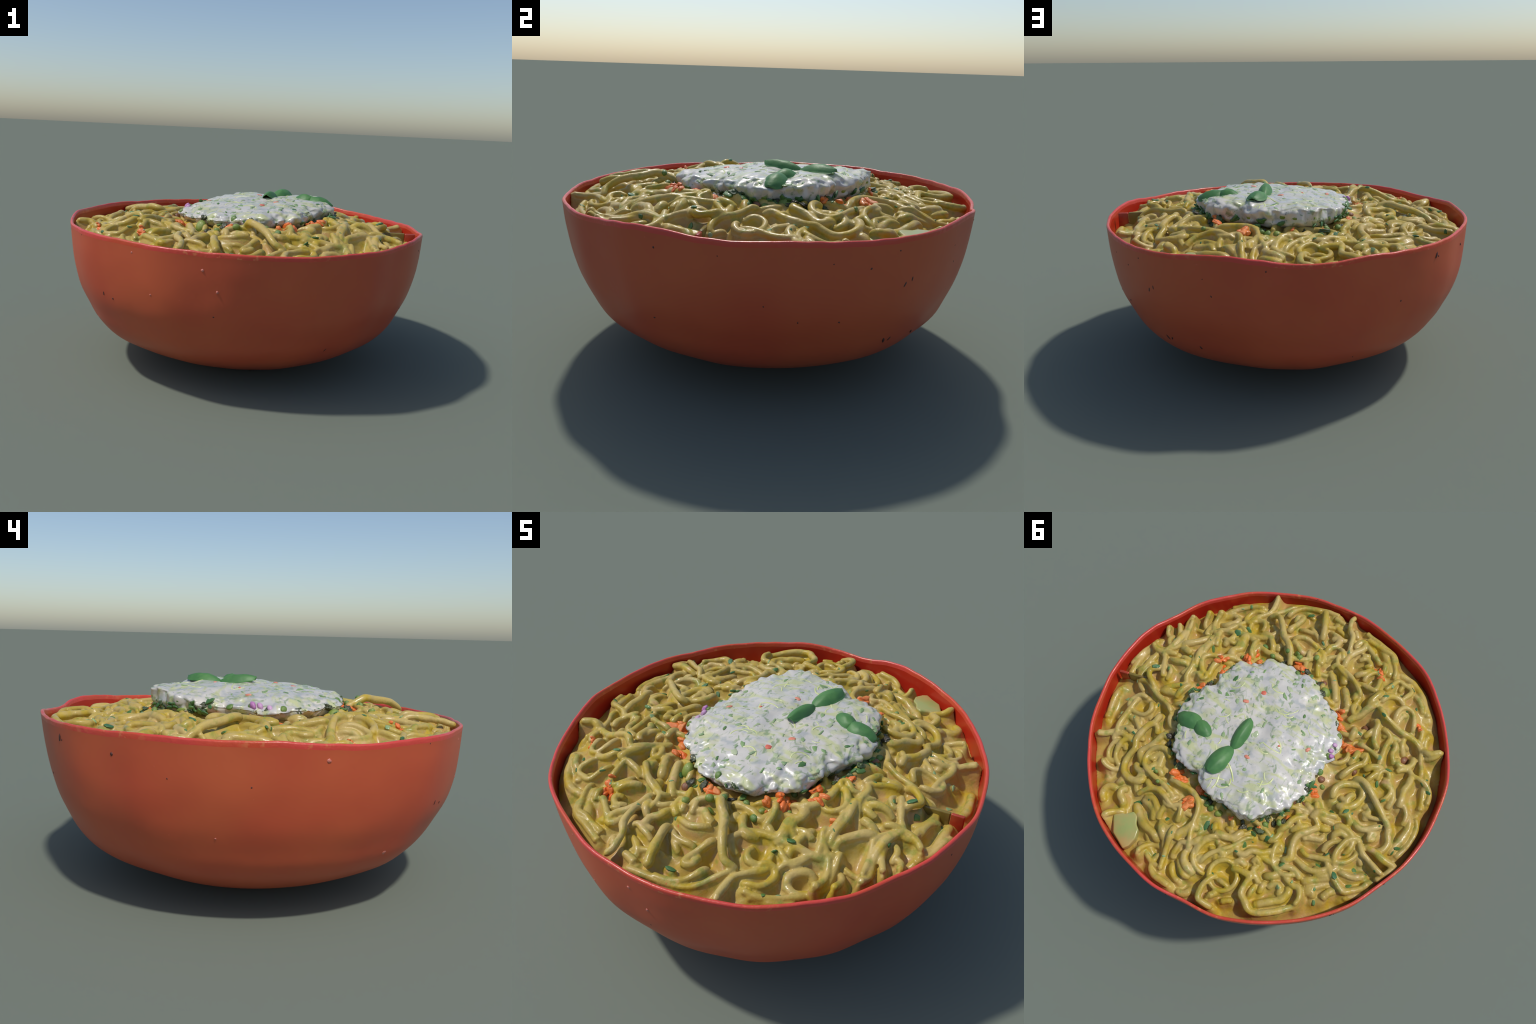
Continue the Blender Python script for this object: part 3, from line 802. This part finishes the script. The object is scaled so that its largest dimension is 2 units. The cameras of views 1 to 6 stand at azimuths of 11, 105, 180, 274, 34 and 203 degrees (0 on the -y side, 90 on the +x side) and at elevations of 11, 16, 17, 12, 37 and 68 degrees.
def fuse_noodles():
    """Noodles and sauce as one coated surface, then split into named parts."""
    V, F = [], []
    for v, f in TUBES + [build_bed()]:
        k = len(V)
        V += [tuple(map(float, q)) for q in v]
        F += [tuple(k + i for i in t) for t in f]
    me = bpy.data.meshes.new("fused")
    me.from_pydata(V, [], F)
    ob = bpy.data.objects.new("fused", me)
    bpy.context.scene.collection.objects.link(ob)
    md = ob.modifiers.new("remesh", "REMESH")
    md.mode, md.voxel_size, md.adaptivity = "VOXEL", 0.0045, 0.0
    sm = ob.modifiers.new("smooth", "SMOOTH")
    sm.factor, sm.iterations = 0.5, 2
    dg = bpy.context.evaluated_depsgraph_get()
    full = bpy.data.meshes.new_from_object(ob.evaluated_get(dg))
    bpy.data.objects.remove(ob)
    nv, nf = len(full.vertices), len(full.polygons)
    co = np.empty(nv * 3)
    full.vertices.foreach_get("co", co)
    co = co.reshape(-1, 3)
    nrm = np.empty(nv * 3)
    full.vertex_normals.foreach_get("vector", nrm)
    nrm = nrm.reshape(-1, 3)
    quads = np.empty(len(full.loops), int)
    full.loops.foreach_get("vertex_index", quads)
    quads = quads.reshape(nf, 4)
    mid = co[quads].mean(1)
    keep = mid[:, 2] > 0.56
    owner = np.full(nf, -1)
    which = np.concatenate([np.full(len(p), i) for i, (_r, _l, p) in enumerate(SPINES)])
    rad = SAMP[:, 3]
    kd = KDTree(len(SAMP))
    for i, q in enumerate(SAMP):
        kd.insert(q[:3], i)
    kd.balance()
    for i in np.nonzero(keep & (mid[:, 2] > 0.62))[0]:
        _c, j, d = kd.find(mid[i])
        if d < rad[j] * 1.12:
            owner[i] = which[j]
    objs = []
    for k in range(-1, len(SPINES)):
        q = quads[keep & (owner == k)]
        if k >= 0 and len(q) < 60:
            continue
        used, inv = np.unique(q, return_inverse=True)
        part = bpy.data.meshes.new("noodle" if k >= 0 else "curry_sauce")
        part.from_pydata(co[used].tolist(), [], inv.reshape(-1, 4).tolist())
        part.materials.append(M_NOODLE if k >= 0 else M_SAUCE)
        part.shade_smooth()
        part.normals_split_custom_set_from_vertices(nrm[used].tolist())
        o = bpy.data.objects.new(part.name.split(".")[0], part)
        bpy.context.scene.collection.objects.link(o)
        o.parent = root
        objs.append(o)
    rest = np.isin(owner, [k for k in range(len(SPINES)) if 0 < (keep & (owner == k)).sum() < 60]) & keep
    if rest.any():
        used, inv = np.unique(quads[rest], return_inverse=True)
        part = bpy.data.meshes.new("noodle_scraps")
        part.from_pydata(co[used].tolist(), [], inv.reshape(-1, 4).tolist())
        part.materials.append(M_NOODLE)
        part.shade_smooth()
        part.normals_split_custom_set_from_vertices(nrm[used].tolist())
        o = bpy.data.objects.new("noodle_scraps", part)
        o["kind"] = "stuff"
        bpy.context.scene.collection.objects.link(o)
        o.parent = root
        objs.append(o)
    tree = BVHTree.FromPolygons([Vector(c) for c in co], quads.tolist())
    bpy.data.meshes.remove(full)
    return objs, tree


noodles, BVH_N = fuse_noodles()

# ------------------------------------------------------------------ yogurt
YC = (0.07, 0.03)
OUTLINE = ((-178, .428), (-168, .461), (-156, .479), (-147, .468), (-131, .461), (-113, .469), (-100, .482),
           (-84, .484), (-62, .445), (-47, .45), (-40, .415), (-32, .375), (-20, .385), (-6, .409), (9, .425),
           (17, .412), (28, .425), (39, .44), (49, .427), (63, .39), (76, .414), (94, .45), (107, .484),
           (118, .49), (125, .472), (136, .465), (148, .439), (163, .413))


def outline(a):
    d = np.array([p[0] for p in OUTLINE], float)
    r = np.array([p[1] for p in OUTLINE])
    q = (np.degrees(a) + 178) % 360 - 178
    return np.interp(q, np.append(d, d[0] + 360), np.append(r, r[0]))


def build_yogurt():
    n, m = 420, 90
    a = np.arange(n) * TAU / n
    R = outline(a)
    R = (R + 0.5 * (np.roll(R, 3) + np.roll(R, -3))) / 2
    V = []
    for i in range(m):
        t = math.pi * (i + 0.35) / (m - 0.3)
        t = t - 0.28 * math.sin(2 * t)
        for j in range(n):
            ca, sa = math.cos(a[j]), math.sin(a[j])
            soft = max(0.0, 0.25 + 0.75 * math.cos(a[j] + 2.2))      # one flank runs down gently, the other is a cliff
            rho = abs(math.sin(t)) ** (0.6 + 0.12 * soft)
            zz = math.copysign(abs(math.cos(t)) ** (0.75 + 0.15 * soft), math.cos(t))
            rho = rho if zz > 0 else abs(math.sin(t)) ** 0.62 * (1 + 0.05 * zz)
            x, y = YC[0] + R[j] * rho * ca, YC[1] + R[j] * rho * sa
            tilt = 0.055 * (0.87 * (x - YC[0]) + 0.5 * (y - YC[1]))
            top = 0.02 * (1 - rho**2) + tilt if zz > 0 else tilt * 0.5
            z = 0.853 - 0.008 * soft * rho + zz * (0.047 if zz > 0 else 0.1) + top
            edge = max(0.0, min(1.0, (rho - 0.55) / 0.4))
            drip = noise.noise(Vector((ca * 5, sa * 5, 0.4))) * 0.01 + noise.noise(Vector((ca * 11, sa * 11, 3))) * 0.014
            lump = noise.noise(Vector((x * 17, y * 17, z * 17))) * 0.016 + noise.noise(Vector((x * 36, y * 36, z * 34))) * 0.009
            nz0 = 0.03 * math.exp(-((x + 0.15) ** 2 + (y - 0.46) ** 2) / 0.011)
            cell = noise.voronoi(Vector((x * 21, y * 21, z * 24)))[0][0]
            flank = math.exp(-((zz - 0.15) / 0.55) ** 2)
            push = edge * (drip * 0.8 + lump + flank * 0.034 * (0.42 - cell))
            nz = nz0 + 0.018 * fbm(x * 5, y * 5, 1.0, 2) + 0.003 * noise.noise(Vector((x * 19, y * 19, 2))) + edge * lump * 0.6
            V.append((x + ca * push, y + sa * push, z + (nz if zz > 0 else 0.0)))
    F = [f[::-1] for f in ring_faces(m, n)]
    c = len(V)
    V.append((YC[0], YC[1], sum(v[2] for v in V[:n]) / n))
    V.append((YC[0], YC[1], sum(v[2] for v in V[-n:]) / n))
    b = c - n
    for j in range(n):
        F.append((c, j, (j + 1) % n))
        F.append((c + 1, b + (j + 1) % n, b + j))
    return add_mesh("yogurt", V, F, M_YOGURT)


yogurt = build_yogurt()

# ------------------------------------------------------------------ things lying on top
def bvh_of(objs):
    V, F = [], []
    for o in objs:
        k = len(V)
        V += [v.co.copy() for v in o.data.vertices]
        F += [tuple(k + i for i in p.vertices) for p in o.data.polygons]
    return BVHTree.FromPolygons(V, F)


BVH_Y = bvh_of([yogurt])


def drop(bvh, x, y):
    p, nrm, _, _ = bvh.ray_cast(Vector((x, y, 1.5)), Vector((0, 0, -1)))
    if nrm is not None and nrm.z < 0:
        nrm = -nrm
    return p, nrm


def frame(nrm, ang):
    q = Vector((0, 0, 1)).rotation_difference(nrm.normalized())
    return q @ Vector((math.cos(ang), math.sin(ang), 0)), q @ Vector((-math.sin(ang), math.cos(ang), 0)), nrm.normalized()


def slice_mesh(name, mat, seed, sides=8, jag=0.25):
    """A unit chip: an irregular flat piece with rounded rim, 2 long, 2 wide, 2 thick."""
    g = random.Random(seed)
    rad = [1 + g.uniform(-jag, jag) for _ in range(sides)]
    V, F = [], []
    for rr, z in ((0.75, 1.0), (1.0, 0.45), (1.0, -0.45), (0.75, -1.0)):
        for j in range(sides):
            w = TAU * j / sides
            V.append((rad[j] * rr * math.cos(w), rad[j] * rr * math.sin(w), z + 0.15 * g.uniform(-1, 1)))
    for i in range(3):
        for j in range(sides):
            k = (j + 1) % sides
            F.append((i * sides + j, (i + 1) * sides + j, (i + 1) * sides + k, i * sides + k))
    F.append(tuple(range(sides)))
    F.append(tuple(reversed(range(3 * sides, 4 * sides))))
    me = bpy.data.meshes.new(name)
    me.from_pydata(V, [], [tuple(reversed(f)) for f in F])
    me.materials.append(mat)
    me.shade_smooth()
    me.update()
    return me


def lump_mesh(name, mat, seed, amp=0.22, freq=1.3, squash=1.0):
    bm = bmesh.new()
    bmesh.ops.create_icosphere(bm, subdivisions=3, radius=1)
    for v in bm.verts:
        v.co *= 1 + amp * noise.noise(v.co * freq + Vector((seed * 3.1, seed, 0)))
        v.co.z *= squash
    me = bpy.data.meshes.new(name)
    bm.to_mesh(me)
    bm.free()
    me.materials.append(mat)
    me.shade_smooth()
    return me


def put(name, me, p, axes, size, parent=None):
    ob = bpy.data.objects.new(name, me)
    ax, ay, az = axes
    M = ob.matrix_world.copy()
    for c, (v, s) in enumerate(zip((ax, ay, az), size)):
        for r in range(3):
            M[r][c] = v[r] * s
    for r in range(3):
        M[r][3] = p[r]
    ob.matrix_world = M
    bpy.context.scene.collection.objects.link(ob)
    ob.parent = parent or root
    ob.matrix_world = M
    return ob


def lay(name, me, bvh, x, y, ang, size, sink, parent=None, tilt=0.0):
    p, nrm = drop(bvh, x, y)
    if p is None:
        return None
    nrm = (nrm + Vector((rng.uniform(-tilt, tilt), rng.uniform(-tilt, tilt), 0))).normalized()
    return put(name, me, p - nrm * size[2] * sink, frame(nrm, ang), size, parent)


HERBS = [slice_mesh("herb_flake", M_HERB, s, 7, 0.4) for s in range(5)]
SCALS = [slice_mesh("scallion_piece", M_LIGHTHERB, s + 20, 8, 0.35) for s in range(5)]
HERBS_Y = [slice_mesh("herb_flake", M_HERB_Y, s, 9, 0.45) for s in range(5)]
SCALS_Y = [slice_mesh("scallion_piece", M_SCAL_Y, s + 20, 9, 0.4) for s in range(5)]
CARROTS = [lump_mesh("carrot_piece", M_CARROT, s, 0.4, 1.3) for s in range(5)]
PEAS = [lump_mesh("pea", M_PEA, s + 4, 0.16, 0.9) for s in range(3)]
BEANS = [lump_mesh("bean", M_BEAN, s + 9, 0.2, 0.9) for s in range(2)]
DARKS = [lump_mesh("dark_lump", M_DARK, s + 13, 0.7, 1.8) for s in range(4)]
DICES = [slice_mesh("tomato_dice", M_DICE, s + 40, 6, 0.25) for s in range(3)]

# chopped greens in the yogurt: the ones that stand out, then a scatter, denser near the edge
for x, y, ang, l, w in ((.3, -.211, 1.2, 20, 13), (.24, -.252, .4, 15, 11), (.18, -.327, 1.5, 13, 6), (.009, -.227, 2.2, 27, 9),
                        (-.011, -.248, 2.0, 16, 8), (.083, -.259, 1.0, 18, 8), (-.004, -.371, .5, 20, 9), (-.001, -.334, .8, 17, 7),
                        (-.045, -.345, 2.1, 19, 7), (-.17, -.073, 2.7, 16, 6), (.267, .009, 1.4, 15, 6), (.066, .38, .2, 19, 8),
                        (-.137, -.166, 1.7, 14, 8), (-.224, -.23, .6, 12, 7), (.408, -.012, .9, 18, 9), (.339, -.09, 2.4, 18, 8),
                        (.279, -.13, .3, 15, 8), (.452, .074, 1.0, 15, 8), (.188, .348, .1, 20, 8)):
    lay("herb_flake", rng.choice(HERBS + HERBS_Y + HERBS_Y), BVH_Y, x, y, ang, (l / 1000, w / 1000, 0.004), 0.2, yogurt, 0.1)
for k in range(70):
    a = rng.uniform(0, TAU)
    f = 1 - 0.95 * rng.random() ** 1.5
    rr = float(outline(np.array(a))) * f * 0.96
    l = rng.uniform(0.008, 0.021)
    edge = rng.random() < f - 0.35
    lay("scallion_piece", rng.choice(HERBS_Y if (edge and k % 2 == 0) else SCALS_Y), BVH_Y, YC[0] + rr * math.cos(a), YC[1] + rr * math.sin(a),
        rng.uniform(0, TAU), (l, l * rng.uniform(0.35, 0.75), 0.004), 0.5, yogurt, 0.15)
for x, y, l, w in ((.12, -.191, 17, 16), (.183, -.098, 19, 11), (-.235, .005, 17, 11), (.032, .193, 18, 11), (-.09, .06, 8, 6)):
    lay("tomato_dice", rng.choice(DICES), BVH_Y, x, y, rng.uniform(0, 3), (l / 1000, w / 1000, 0.006), 0.25, yogurt)

# pale cabbage shreds lying half sunk in the yogurt
for k in range(30):
    a, rr = rng.uniform(0, TAU), 0.36 * math.sqrt(rng.random())
    x, y = YC[0] + 0.02 + rr * math.cos(a), YC[1] + rr * math.sin(a)
    h, turn = rng.gauss(2.1, 0.8), rng.uniform(-0.35, 0.35)
    pts = []
    for _s in range(int(rng.uniform(6, 13))):
        p, _n = drop(BVH_Y, x, y)
        if p is None or p.z < 0.87:
            break
        pts.append((p.x, p.y, p.z - 0.0012))
        x, y, h = x + 0.011 * math.cos(h), y + 0.011 * math.sin(h), h + turn
    if len(pts) > 4:
        add_mesh("cabbage_shred", *tube_parts(pts, rng.uniform(0.0035, 0.006), 6, k, 0.55), M_SHRED, yogurt)

# lumps of vegetable under the skin of the yogurt's flank
for k in range(44):
    a = TAU * k / 44 + rng.uniform(-0.06, 0.06)
    rr = float(outline(np.array(a))) * rng.uniform(0.94, 1.0)
    z = rng.uniform(0.815, 0.862)
    p = Vector((YC[0] + rr * math.cos(a), YC[1] + rr * math.sin(a), z))
    q, nrm, _i, _d = BVH_Y.find_nearest(p)
    s = rng.uniform(0.012, 0.022)
    me = rng.choice(PEAS + PEAS + DARKS + HERBS)
    name = me.name.split(".")[0]
    put(name, me, q - nrm * s * 0.45, frame(nrm, rng.uniform(0, 6)), (s, s * rng.uniform(.6, 1), s * (0.6 if me not in HERBS else 0.25)), yogurt)
for x, y, z in ((-.345, -.06, .845), (-.36, -.03, .85), (-.35, -.105, .835), (.47, .05, .835)):
    put("onion_piece", lump_mesh("onion_piece", M_ONION, x * 9), Vector((x, y, z)), frame(Vector((-1, 0, .6)), 0.4), (.02, .014, .012), yogurt)

# parsley sprigs stuck to the steep flank
for deg in (118, 124, 131, 137, 141, 146, 150, 155, 158, 163, 30, 22, 14, 4, -4, -12, 40, 60, 82, 96):
    a = math.radians(deg + rng.uniform(-2, 2))
    rr = float(outline(np.array(a)))
    q, nrm, _i, _d = BVH_Y.find_nearest(Vector((YC[0] + rr * math.cos(a), YC[1] + rr * math.sin(a), rng.uniform(0.815, 0.845))))
    for k in range(3):
        l = rng.uniform(0.014, 0.026)
        put("herb_flake", rng.choice(HERBS), q + Vector((rng.uniform(-.015, .015), rng.uniform(-.015, .015), rng.uniform(-.012, .012))),
            frame(nrm, rng.uniform(0, 6)), (l, l * 0.5, 0.005), yogurt)

# vegetables round the foot of the yogurt
for x, y, s in ((.441, -.313, 20), (.336, -.375, 26), (.31, -.345, 22), (.477, -.102, 20), (.031, -.48, 24), (.0, -.465, 20), (-.432, -.135, 34), (-.39, -.16, 26),
                (-.341, -.233, 22), (-.285, -.317, 22), (-.349, .159, 24), (-.348, -.039, 22), (.21, .518, 26), (.323, .41, 24),
                (.185, .446, 20), (.348, .401, 22), (.36, .33, 22), (-.012, .492, 14), (-.178, .481, 12), (.29, -.452, 14), (.255, -.40, 18),
                (.402, -.234, 24), (.385, -.25, 18), (-.718, -.454, 18), (-.386, -.668, 22), (.223, .511, 20), (.534, -.355, 13), (-.738, -.429, 14), (-.424, -.641, 16)):
    face = rng.uniform(0, TAU)
    for k in range(2 if s < 19 else 5):
        l = s / 1000 * rng.uniform(0.9, 1.4)
        dx, dy = (rng.uniform(-1.1, 1.1) * s / 1000 for _i in "xy") if k else (0, 0)
        lay("carrot_piece", rng.choice(CARROTS), BVH_N, x + dx, y + dy, face + rng.uniform(-.7, .7), (l, l * rng.uniform(.45, .7), l * rng.uniform(.4, .6)), 0.1, None, 0.5)
for x, y, s in ((.058, -.531, 20), (-.003, -.362, 16), (-.107, -.439, 22), (-.166, -.40, 38), (.411, -.226, 18), (.318, -.29, 16), (.254, -.44, 18),
                (.458, .44, 13), (.419, .489, 13), (.084, -.566, 21), (.268, -.517, 19), (-.03, -.58, 18), (.13, -.52, 15), (.2, -.47, 17),
                (-.38, .12, 16), (-.26, .41, 18), (-.2, .45, 18), (.1, .49, 22), (.05, .5, 22), (.13, .48, 20), (.46, .2, 18), (.36, -.4, 14)):
    lay("pea", rng.choice(PEAS), BVH_N, x, y, rng.uniform(0, TAU), (s / 1000, s / 1000 * .9, s / 1000 * .85), 0.1)
for x, y, s in ((-.725, -.242, 32), (-.459, -.316, 24), (-.505, -.028, 20), (-.553, -.102, 15), (-.41, -.06, 22), (-.36, .09, 22), (-.13, -.47, 22)):
    lay("bean", rng.choice(BEANS), BVH_N, x, y, rng.uniform(0, TAU), (s / 1000, s / 1000 * .85, s / 1000 * .7), 0.2)
# dark lumps and mixed bits under the yogurt edge, thick in some places and missing in others
for k in range(120):
    a = TAU * k / 120 + rng.uniform(-0.03, 0.03)
    dense = noise.noise(Vector((math.cos(a) * 1.6, math.sin(a) * 1.6, 5.5))) + 0.35 * math.cos(a - 0.2) + 0.25 * math.cos(2 * (a - 2.9))
    if dense < -0.05:
        continue
    rr = float(outline(np.array(a))) * rng.uniform(0.96, 1.1)
    s = rng.uniform(0.014, 0.028)
    me = rng.choice(DARKS + DARKS + HERBS + PEAS[:1] + CARROTS[:1] + BEANS[:1])
    thin = 0.3 if me in HERBS else rng.uniform(.4, .7)
    lay(me.name.split(".")[0], me, BVH_N, YC[0] + rr * math.cos(a), YC[1] + rr * math.sin(a), rng.uniform(0, 6), (s, s * rng.uniform(.45, .9), s * thin), 0.0, None, 0.6)

# herb flakes scattered over the noodles
SPOTS = ((.542, -.383), (.699, -.139), (.794, -.115), (.134, -.87), (-.018, -.709), (-.56, -.039), (-.664, -.113), (-.641, -.028),
         (-.704, .054), (-.239, .509), (-.159, .519), (-.538, .515), (-.594, .696), (-.715, .455), (-.483, .225), (.083, .585),
         (.048, .579), (.29, .633), (.48, .612), (.465, .444), (.416, -.599), (.46, -.537), (-.185, -.431), (-.148, .591),
         (-.365, .599), (-.718, .546), (-.63, .534), (-.871, .254), (-.549, .202), (.76, -.112))
for x, y in SPOTS:
    l = rng.uniform(0.015, 0.026)
    lay("herb_flake", rng.choice(HERBS), BVH_N, x, y, rng.uniform(0, TAU), (l, l * rng.uniform(.45, .75), 0.0045), 0.1, None, 0.2)
for k in range(75):
    a, rr = rng.uniform(0, TAU), math.sqrt(rng.uniform(0.46**2, 0.92**2))
    l = rng.uniform(0.008, 0.017)
    lay("herb_flake", rng.choice(HERBS if k % 3 else SCALS), BVH_N, rr * math.cos(a), rr * math.sin(a), rng.uniform(0, TAU), (l, l * rng.uniform(.4, .8), 0.0035), 0.5, None, 0.2)

# a slice of celery lying flat by the wall, and a strip of pepper standing on edge
def prism(name, pts, z0, z1, mat, rnd=0.012):
    bm = bmesh.new()
    f = bm.faces.new([bm.verts.new((x, y, z0)) for x, y in pts])
    g = bmesh.ops.extrude_face_region(bm, geom=[f])
    bmesh.ops.translate(bm, verts=[v for v in g["geom"] if isinstance(v, bmesh.types.BMVert)], vec=(0, 0, z1 - z0))
    bmesh.ops.recalc_face_normals(bm, faces=bm.faces)
    bmesh.ops.bevel(bm, geom=bm.edges[:], offset=rnd, segments=4, affect="EDGES", profile=0.5)
    me = bpy.data.meshes.new(name)
    bm.to_mesh(me)
    bm.free()
    me.materials.append(mat)
    me.shade_smooth()
    ob = bpy.data.objects.new(name, me)
    bpy.context.scene.collection.objects.link(ob)
    ob.parent = root
    return ob


celery = prism("celery_slice", [(.565, .735), (.545, .70), (.51, .705), (.47, .675), (.44, .69), (.425, .73), (.40, .75), (.39, .80), (.405, .85), (.43, .875), (.47, .85), (.52, .82)], -.05, 0, M_CELERY, 0.009)
for v in celery.data.vertices:
    lean = 0.16 * (0.62 * v.co.x + 0.78 * v.co.y - 0.9)
    v.co.z += 0.737 - lean + 0.006 * noise.noise(v.co * 17)
celery.data.update()
for name, x0, x1, y0, y1, z1, mat in (("pepper_strip", .905, .795, -.030, -.046, .782, M_PEPPER), ("pepper_strip", .962, .907, -.022, -.030, .780, M_PEPPERTIP)):
    prism(name, [(x0, y0 + .008), (x1, y1 + .008), (x1, y1 - .008), (x0, y0 - .008)], 0.66, z1, mat, 0.005)


# ------------------------------------------------------------------ basil
def basil_leaf(base, tip, width, arch, cup, thick=0.019, roll=0.0):
    base, tip = Vector(base), Vector(tip)
    d = tip - base
    L = d.length
    fx = d.normalized()
    fy = Vector((0, 0, 1)).cross(fx).normalized()
    fz = fx.cross(fy)
    q = math.cos(roll) * fy + math.sin(roll) * fz
    fz = fx.cross(q)
    fy = q
    n, m = 22, 15
    V, F = [], []
    for side in (1, -1):
        for i in range(n):
            t = i / (n - 1)
            w = width / 2 * max(0.0, 1 - abs(2 * t**0.9 - 1) ** 2.2) ** 0.46 + 0.003
            zc = arch * math.sin(math.pi * t)
            for j in range(m):
                s = 2 * j / (m - 1) - 1
                body = thick / 2 * math.sqrt(max(0.0, 1 - abs(s) ** 3)) * (0.35 + 0.65 * math.sin(math.pi * min(1, t + 0.06)) ** 0.5)
                zz = zc - cup * s * s * (w / width * 2) - 0.0008 * math.exp(-(s / 0.1) ** 2) * (side > 0)
                zz += 0.0022 * noise.noise(Vector((t * 6 + base.x * 9, s * 2.5, 0)))
                V.append(base + fx * (L * t) + fy * (w * s) + fz * (zz + side * body))
    k = n * m
    for i in range(n - 1):
        for j in range(m - 1):
            a = i * m + j
            F.append((a, a + m, a + m + 1, a + 1))
            F.append((k + a, k + a + 1, k + a + m + 1, k + a + m))
    rim = [j for j in range(m)] + [i * m + m - 1 for i in range(1, n)] + [(n - 1) * m + j for j in range(m - 2, -1, -1)] + [i * m for i in range(n - 2, 0, -1)]
    for a, b in zip(rim, rim[1:] + rim[:1]):
        F.append((a, b, k + b, k + a))
    return add_mesh("basil_leaf", V, F, M_LEAF)


basil_leaf((.127, .176, .917), (.178, .36, .938), .106, .02, .03)
basil_leaf((.124, .190, .917), (.107, -.005, .946), .074, .016, .03)
basil_leaf((.345, .136, .928), (.485, .118, .892), .108, .016, .03)
basil_leaf((.362, .124, .926), (.255, .185, .915), .088, .018, .028)
